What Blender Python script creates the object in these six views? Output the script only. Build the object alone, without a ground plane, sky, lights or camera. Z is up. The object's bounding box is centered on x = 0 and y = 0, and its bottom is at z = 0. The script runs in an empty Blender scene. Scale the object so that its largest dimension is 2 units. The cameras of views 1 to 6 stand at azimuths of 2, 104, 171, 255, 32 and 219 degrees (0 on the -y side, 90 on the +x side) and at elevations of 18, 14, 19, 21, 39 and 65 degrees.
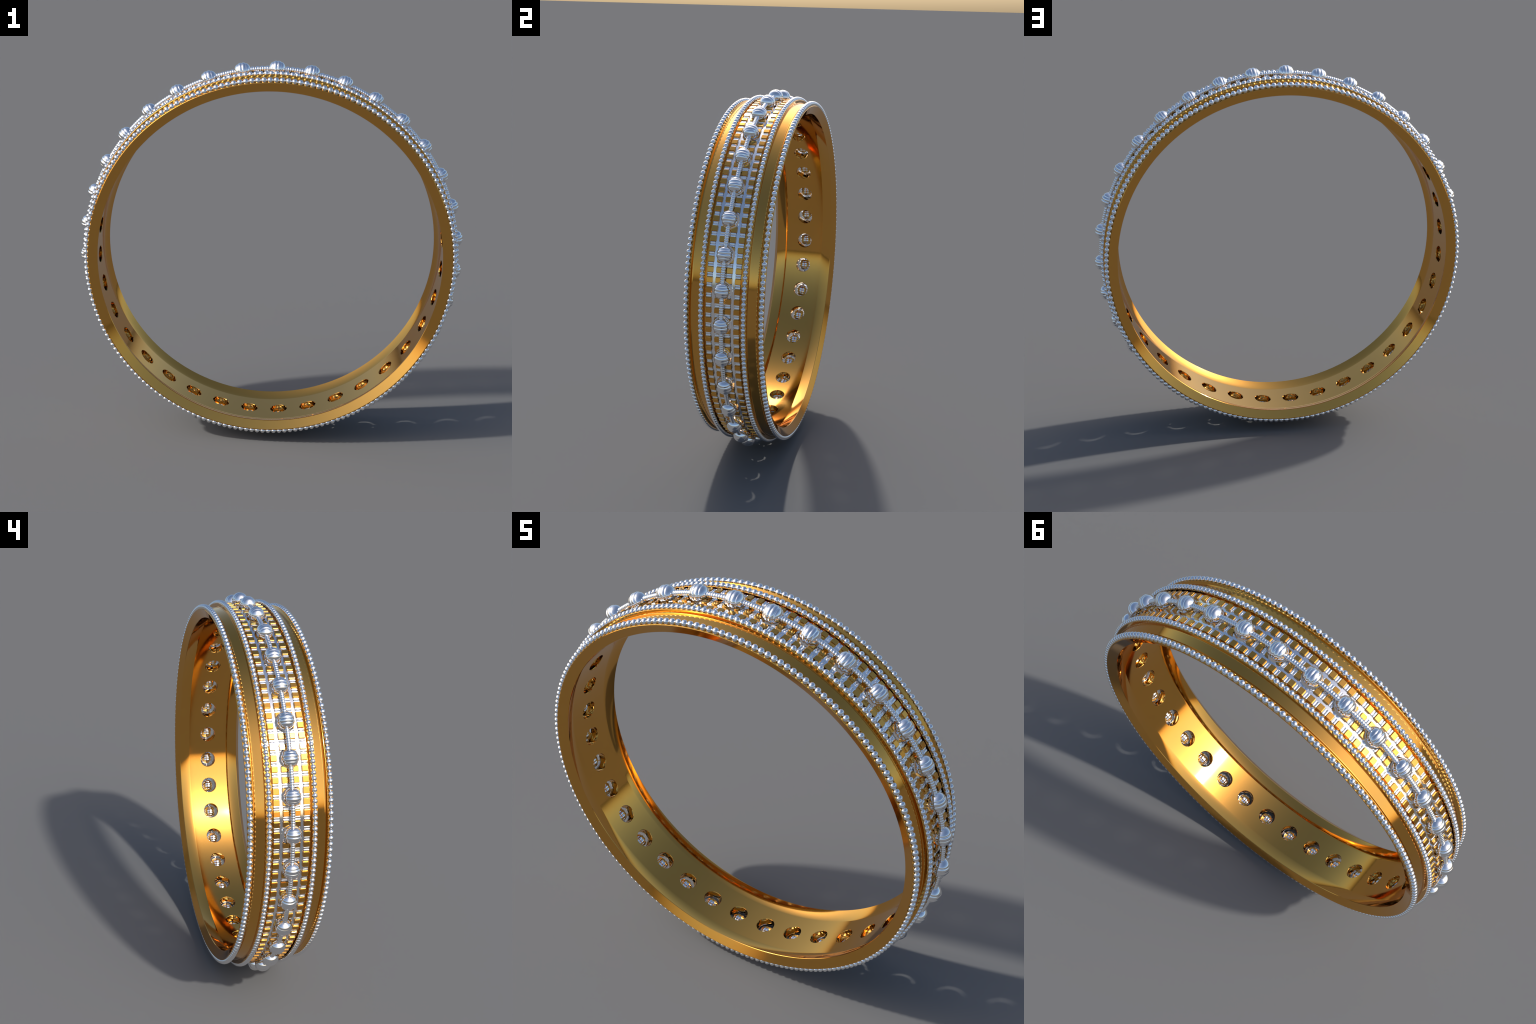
"""A wide gold bangle with silver beaded borders, a gold-and-silver lattice channel
and a chain of ribbed silver beads over pierced round windows.  Axis of the ring = y."""
import bpy, bmesh, math
from math import pi, sin, cos, sqrt, radians
from mathutils import Vector, Matrix

TAU = 2 * pi
CZ = 0.9971                      # height of the ring's centre

# ------------------------------------------------------------------ dimensions
N_BIG = 35                       # ribbed beads = pierced windows
R_BIG, BIG_LEN, BIG_RAD = 0.9606, 0.0420, 0.0402
R_WIRE, WIRE_RAD = 0.9612, 0.0122
RINGS_PER_BEAD = 15
N_RIM, R_RIM, Y_RIM, RAD_RIM = 200, 0.9294, 0.1872, 0.0142
N_BOR, R_BOR, Y_BOR, RAD_BOR = 235, 0.9508, 0.1060, 0.0128
N_ROW = 120                      # rows of blocks round the channel
HOLE_RAD = 0.0442
R_IN, R_FLOOR, R_STRIP = 0.8940, 0.9330, 0.9384   # inner face and channel floor
BLOCK, BLOCK_TANGENT, BLOCK_TOP = 0.0288, 0.0254, 0.9480
Y_OUT_BLOCK, Y_IN_BLOCK = 0.0702, 0.0255

# half profile of the gold band, (y, radius), from the inner face outwards
# towards each rim the inner face sweeps inwards in a cove up to the lip
COVE = [(0.1145 + 0.0605 * k / 20, R_IN - (R_IN - 0.8744) * (k / 20) ** 1.4) for k in range(21)]
HALF = [(0.0000, R_IN)] + COVE + [
        (0.1772, 0.8755), (0.1998, 0.9158), (0.2003, 0.9178), (0.1990, 0.9198),
        (0.1760, 0.9245), (0.1742, 0.9292), (0.1730, 0.9305), (0.1716, 0.9305), (0.1650, 0.9230),
        (0.1612, 0.9216), (0.1595, 0.9218), (0.1220, 0.9312), (0.1206, 0.9322), (0.1202, 0.9340),
        (0.1198, 0.9460), (0.1188, 0.9475), (0.0950, 0.9475), (0.0940, 0.9462),
        (0.0935, R_FLOOR), (0.0, R_FLOOR)]

# ------------------------------------------------------------------ materials
def metal(name, base, dark, rough, grain):
    m = bpy.data.materials.new(name)
    m.use_nodes = True
    nt = m.node_tree
    b = nt.nodes['Principled BSDF']
    b.inputs['Metallic'].default_value = 1.0
    co = nt.nodes.new('ShaderNodeTexCoord')
    n = nt.nodes.new('ShaderNodeTexNoise')
    n.inputs['Scale'].default_value = 14.0
    n.inputs['Detail'].default_value = 3.0
    ramp = nt.nodes.new('ShaderNodeValToRGB')
    ramp.color_ramp.elements[0].position = 0.25
    ramp.color_ramp.elements[1].position = 0.75
    ramp.color_ramp.elements[0].color = (*dark, 1)
    ramp.color_ramp.elements[1].color = (*base, 1)
    rr = nt.nodes.new('ShaderNodeMapRange')
    rr.inputs['To Min'].default_value = rough - grain
    rr.inputs['To Max'].default_value = rough + grain
    L = nt.links.new
    L(co.outputs['Object'], n.inputs['Vector'])
    L(n.outputs['Fac'], ramp.inputs['Fac'])
    L(ramp.outputs['Color'], b.inputs['Base Color'])
    L(n.outputs['Fac'], rr.inputs['Value'])
    L(rr.outputs['Result'], b.inputs['Roughness'])
    return m

GOLD = metal('polished_gold', (0.76, 0.388, 0.085), (0.75, 0.381, 0.082), 0.075, 0.008)
SILVER = metal('polished_silver', (0.93, 0.935, 0.945), (0.92, 0.925, 0.935), 0.08, 0.008)

# ------------------------------------------------------------------ helpers
def frame(theta, r=0.0, y=0.0):
    """Matrix at angle theta (0 = top, towards +x): local x tangential, y axial, z outward."""
    s, c = sin(theta), cos(theta)
    return Matrix(((c, 0, s, r * s), (0, 1, 0, y), (-s, 0, c, r * c), (0, 0, 0, 1)))

COLL = bpy.context.scene.collection

def obj(name, mesh, parent, mat=None):
    o = bpy.data.objects.new(name, mesh)
    COLL.objects.link(o)
    o.parent = parent
    if mat and not mesh.materials:
        mesh.materials.append(mat)
    return o

def mesh_from(name, verts, faces, smooth=True):
    me = bpy.data.meshes.new(name)
    me.from_pydata(verts, [], faces)
    me.update()
    if smooth:
        me.polygons.foreach_set('use_smooth', [True] * len(me.polygons))
    return me

def ring_mesh(name, profile, segs):
    """Revolve a closed (y, r) profile round the y axis."""
    n = len(profile)
    verts, faces = [], []
    for k in range(segs):
        t = TAU * k / segs
        s, c = sin(t), cos(t)
        verts += [(r * s, y, r * c) for y, r in profile]
    for k in range(segs):
        a, b = k * n, ((k + 1) % segs) * n
        for i in range(n):
            j = (i + 1) % n
            faces.append((a + i, a + j, b + j, b + i))
    me = mesh_from(name, verts, faces)
    bm = bmesh.new(); bm.from_mesh(me)
    bmesh.ops.recalc_face_normals(bm, faces=bm.faces)
    bm.to_mesh(me); bm.free()
    return me

def turned(name, prof, seg=24):
    """Body of revolution about local x from (x, radius) points; first and last radius 0."""
    verts = [(prof[0][0], 0, 0)]
    for x, r in prof[1:-1]:
        verts += [(x, r * cos(TAU * k / seg), r * sin(TAU * k / seg)) for k in range(seg)]
    verts.append((prof[-1][0], 0, 0))
    last = len(verts) - 1
    faces, m = [], len(prof) - 2
    for k in range(seg):
        q = (k + 1) % seg
        faces.append((0, 1 + q, 1 + k))
        for i in range(m - 1):
            a, b = 1 + i * seg, 1 + (i + 1) * seg
            faces.append((a + k, a + q, b + q, b + k))
        a = 1 + (m - 1) * seg
        faces.append((a + k, a + q, last))
    me = mesh_from(name, verts, faces)
    bm = bmesh.new(); bm.from_mesh(me)
    bmesh.ops.recalc_face_normals(bm, faces=bm.faces)
    bm.to_mesh(me); bm.free()
    return me

def joined(name, mesh, matrices):
    bm = bmesh.new()
    for M in matrices:
        start = len(bm.verts)
        bm.from_mesh(mesh)
        bm.verts.ensure_lookup_table()
        for v in bm.verts[start:]:
            v.co = M @ v.co
    me = bpy.data.meshes.new(name)
    bm.to_mesh(me); bm.free()
    me.polygons.foreach_set('use_smooth', [p.use_smooth for p in mesh.polygons] * len(matrices))
    return me

def cut(mesh, cutter_mesh):
    """Boolean difference, evaluated; returns a new mesh."""
    a = bpy.data.objects.new('work', mesh); b = bpy.data.objects.new('cutter', cutter_mesh)
    COLL.objects.link(a); COLL.objects.link(b)
    m = a.modifiers.new('cut', 'BOOLEAN')
    m.operation, m.solver, m.object = 'DIFFERENCE', 'EXACT', b
    bpy.context.view_layer.update()
    dg = bpy.context.evaluated_depsgraph_get()
    me = bpy.data.meshes.new_from_object(a.evaluated_get(dg))
    me.name = mesh.name
    bpy.data.objects.remove(a); bpy.data.objects.remove(b)
    return me

def turned_normals(me):
    """Exact normals of a turned ring with round windows: smooth round the ring, crisp across
    the profile, smooth round each window's wall."""
    step = TAU / N_BIG
    me.polygons.foreach_set('use_smooth', [True] * len(me.polygons))
    out = [None] * len(me.loops)
    for p in me.polygons:
        c = p.center
        t = math.atan2(c.x, c.z)
        nr = p.normal.x * sin(t) + p.normal.z * cos(t)
        ny = p.normal.y
        nt = p.normal.x * cos(t) - p.normal.z * sin(t)
        if abs(nt) > 0.1 or (p.area < 4e-5 and abs(nt) > 0.03):
            pass
        wall = False
        tb = round(t / step) * step
        d = math.hypot((t - tb) * math.hypot(c.x, c.z), c.y)
        if d < HOLE_RAD * 1.045 and abs(nr) < 0.95 and abs(c.y) < 0.06 and math.hypot(c.x, c.z) < R_STRIP - 0.0008:
            wall = True
        for li in p.loop_indices:
            v = me.vertices[me.loops[li].vertex_index].co
            if wall:
                f = frame(tb)
                l = f.transposed() @ v
                k = math.hypot(l.x, l.y) or 1
                h = sqrt(max(0.0, 1 - nr * nr))
                out[li] = f.to_3x3() @ Vector((-l.x / k * h, -l.y / k * h, nr))
            else:
                tv = math.atan2(v.x, v.z)
                h = math.hypot(nr, ny) or 1
                out[li] = Vector((nr / h * sin(tv), ny / h, nr / h * cos(tv)))
    me.normals_split_custom_set(out)

# ------------------------------------------------------------------ the thing
bangle = bpy.data.objects.new('bangle', None)
COLL.objects.link(bangle)
bangle['label'] = 'polished gold bangle with silver beaded borders and ribbed beads'
bangle['category'] = 'bangle'

def ring_part(name, me, mat, parent=None):
    o = obj(name, me, parent or bangle, mat)
    if parent is None:
        o.location = (0, 0, CZ)
    return o

# window cutter: a straight bore with a tiny chamfer on the inner face
bore = turned('bore', [(0.86, 0), (0.86, HOLE_RAD + 0.0015), (R_IN - 0.0002, HOLE_RAD + 0.0015),
                       (R_IN + 0.0022, HOLE_RAD), (0.960, HOLE_RAD), (0.960, 0)], 96)
to_radial = Matrix(((0, 0, -1, 0), (0, 1, 0, 0), (1, 0, 0, 0), (0, 0, 0, 1)))
bores = joined('bores', bore, [frame(TAU * k / N_BIG) @ to_radial for k in range(N_BIG)])

# gold band
profile = [(y, r) for y, r in HALF] + [(-y, r) for y, r in reversed(HALF[1:-1])]
band_me = cut(ring_mesh('band', profile, 700), bores)
turned_normals(band_me)
band = ring_part('band', band_me, GOLD)

# two flat silver strips running round the channel
for side in (1, -1):
    y0, y1 = 0.0395, 0.0570
    pr = [(side * y0, R_FLOOR - 0.001), (side * y1, R_FLOOR - 0.001), (side * y1, R_STRIP - 0.0006),
          (side * (y1 - 0.0006), R_STRIP), (side * (y0 + 0.0006), R_STRIP), (side * y0, R_STRIP - 0.0006)]
    sm = cut(ring_mesh('strip', pr, 700), bores)
    turned_normals(sm)
    ring_part('strip', sm, SILVER)

# cross bars: pairs of round wires lying between the blocks
def double_wire(length, w=0.0122, h=0.0109):
    """A bar of two half-round ridges side by side, its ends chamfered."""
    sec = [(-w, -0.001)]
    for c in (-w / 2, w / 2):
        sec += [(c - w / 2 * cos(pi * i / 8), h - 0.0024 + 0.0024 * sin(pi * i / 8)) for i in range(9)]
    sec.append((w, -0.001))
    n, verts, faces = len(sec), [], []
    e = 0.0022
    for y, k in ((-length / 2, 0.75), (-length / 2 + e, 1), (length / 2 - e, 1), (length / 2, 0.75)):
        verts += [(x * (0.85 if k < 1 else 1), y, z * k) for x, z in sec]
    for a in range(3):
        for i in range(n):
            j = (i + 1) % n
            faces.append((a * n + i, a * n + j, (a + 1) * n + j, (a + 1) * n + i))
    faces += [tuple(range(n)), tuple(range(3 * n, 4 * n))]
    me = mesh_from('cross_bar', verts, faces)
    bm = bmesh.new(); bm.from_mesh(me)
    bmesh.ops.recalc_face_normals(bm, faces=bm.faces)
    bm.to_mesh(me); bm.free()
    me.set_sharp_from_angle(angle=radians(35))
    return me

WIRE_R = R_FLOOR
bar_me = double_wire(0.0280)
bar_me.materials.append(SILVER)
for side in (1, -1):
    for k in range(N_ROW):
        o = obj('cross_bar', bar_me, band)
        o.matrix_local = frame(TAU * k / N_ROW, WIRE_R, side * 0.0706)
mid_me = cut(joined('trimmed_cross_bar', double_wire(0.0788), [frame(TAU * k / N_ROW, WIRE_R) for k in range(N_ROW)]), bores)
o = obj('trimmed_cross_bar', mid_me, band, SILVER)
o['kind'] = 'stuff'

# gold blocks standing between the bars
bm = bmesh.new()
bmesh.ops.create_cube(bm, size=1.0)
h = BLOCK_TOP - R_FLOOR + 0.001
for v in bm.verts:
    v.co = Vector((v.co.x * BLOCK_TANGENT, v.co.y * BLOCK, v.co.z * h))
top = [e for e in bm.edges if (e.verts[0].co.z + e.verts[1].co.z) > -h * 0.2]
bmesh.ops.bevel(bm, geom=top, offset=0.0013, segments=2, profile=0.5, affect='EDGES')
block_me = bpy.data.meshes.new('block')
bm.to_mesh(block_me); bm.free()
block_me.materials.append(GOLD)
R_BLOCK = (BLOCK_TOP + R_FLOOR - 0.001) / 2
for side in (1, -1):
    for k in range(N_ROW):
        o = obj('block', block_me, band)
        o.matrix_local = frame(TAU * (k + 0.5) / N_ROW, R_BLOCK, side * Y_OUT_BLOCK)
inner_me = cut(joined('trimmed_block', block_me,
                      [frame(TAU * (k + 0.5) / N_ROW, R_BLOCK, s * Y_IN_BLOCK) for s in (1, -1) for k in range(N_ROW)]), bores)
o = obj('trimmed_block', inner_me, band, GOLD)
o['kind'] = 'stuff'

# beaded borders: a thin core wire with round beads threaded on it
def sphere(name, r):
    n = 14
    return turned(name, [(-r, 0)] + [(-r * cos(pi * i / n), r * sin(pi * i / n)) for i in range(1, n)] + [(r, 0)], 22)

def border(ring_name, bead_name, count, radius, y, rad, core, budget):
    me = sphere(bead_name, rad)
    me.materials.append(SILVER)
    for side in (1, -1):
        core_prof = [(side * y + core * cos(TAU * i / 12), radius + core * sin(TAU * i / 12)) for i in range(12)]
        cm = ring_mesh(ring_name, core_prof, 720)
        ring = ring_part(ring_name, cm, SILVER)
        n_single = budget if budget < count else count
        budget -= n_single
        for k in range(n_single):
            o = obj(bead_name, me, ring)
            o.matrix_local = frame(TAU * k / count, radius, side * y)
        if n_single < count:
            rest = joined(bead_name + '_rest', me, [frame(TAU * k / count, radius, side * y) for k in range(n_single, count)])
            o = obj(bead_name + '_run', rest, ring, SILVER)
            o['kind'] = 'stuff'

border('rim_wire', 'rim_bead', N_RIM, R_RIM, Y_RIM, RAD_RIM, 0.0045, 300)
border('border_wire', 'border_bead', N_BOR, R_BOR, Y_BOR, RAD_BOR, 0.0042, 300)

# chain: ribbed beads joined by ringed wire
def ribbed_bead():
    grooves = (-0.46, 0.0, 0.46)
    pts, n = [], 72
    for i in range(n + 1):
        a = pi * i / n
        s = -cos(a)
        env = BIG_RAD * (1 - abs(s) ** 2.3) ** 0.5
        g = min(abs(s - q) for q in grooves)
        dip = 0.0026 * max(0.0, 1 - g / 0.20) ** 2.0
        pts.append((s * BIG_LEN, 0 if i in (0, n) else max(env - dip, 0.0005)))
    return turned('ribbed_bead', pts, 48)

bead_me = ribbed_bead()
bead_me.materials.append(SILVER)

def wire_link():
    pitch = TAU / N_BIG
    seg, per = 16, 8
    count = RINGS_PER_BEAD - 5
    span = pitch * count / RINGS_PER_BEAD
    verts, faces = [], []
    total = count * per
    for i in range(total + 1):
        t = -span / 2 + span * i / total
        u = (i % per) / per * 2 - 1
        r = WIRE_RAD - 0.0024 * (1 - sqrt(max(0.0, 1 - u * u)))
        M = frame(t, R_WIRE)
        verts += [tuple(M @ Vector((0, r * cos(TAU * k / seg), r * sin(TAU * k / seg)))) for k in range(seg)]
    for i in range(total):
        for k in range(seg):
            q = (k + 1) % seg
            faces.append((i * seg + k, (i + 1) * seg + k, (i + 1) * seg + q, i * seg + q))
    me = mesh_from('wire_link', verts, faces)
    bm = bmesh.new(); bm.from_mesh(me)
    bmesh.ops.recalc_face_normals(bm, faces=bm.faces)
    bm.to_mesh(me); bm.free()
    return me

link_me = wire_link()
link_me.materials.append(SILVER)
for k in range(N_BIG):
    o = obj('ribbed_bead', bead_me, bangle)
    o.matrix_local = Matrix.Translation((0, 0, CZ)) @ frame(TAU * k / N_BIG, R_BIG)
    o = obj('wire_link', link_me, bangle)
    o.matrix_local = Matrix.Translation((0, 0, CZ)) @ frame(TAU * (k + 0.5) / N_BIG)
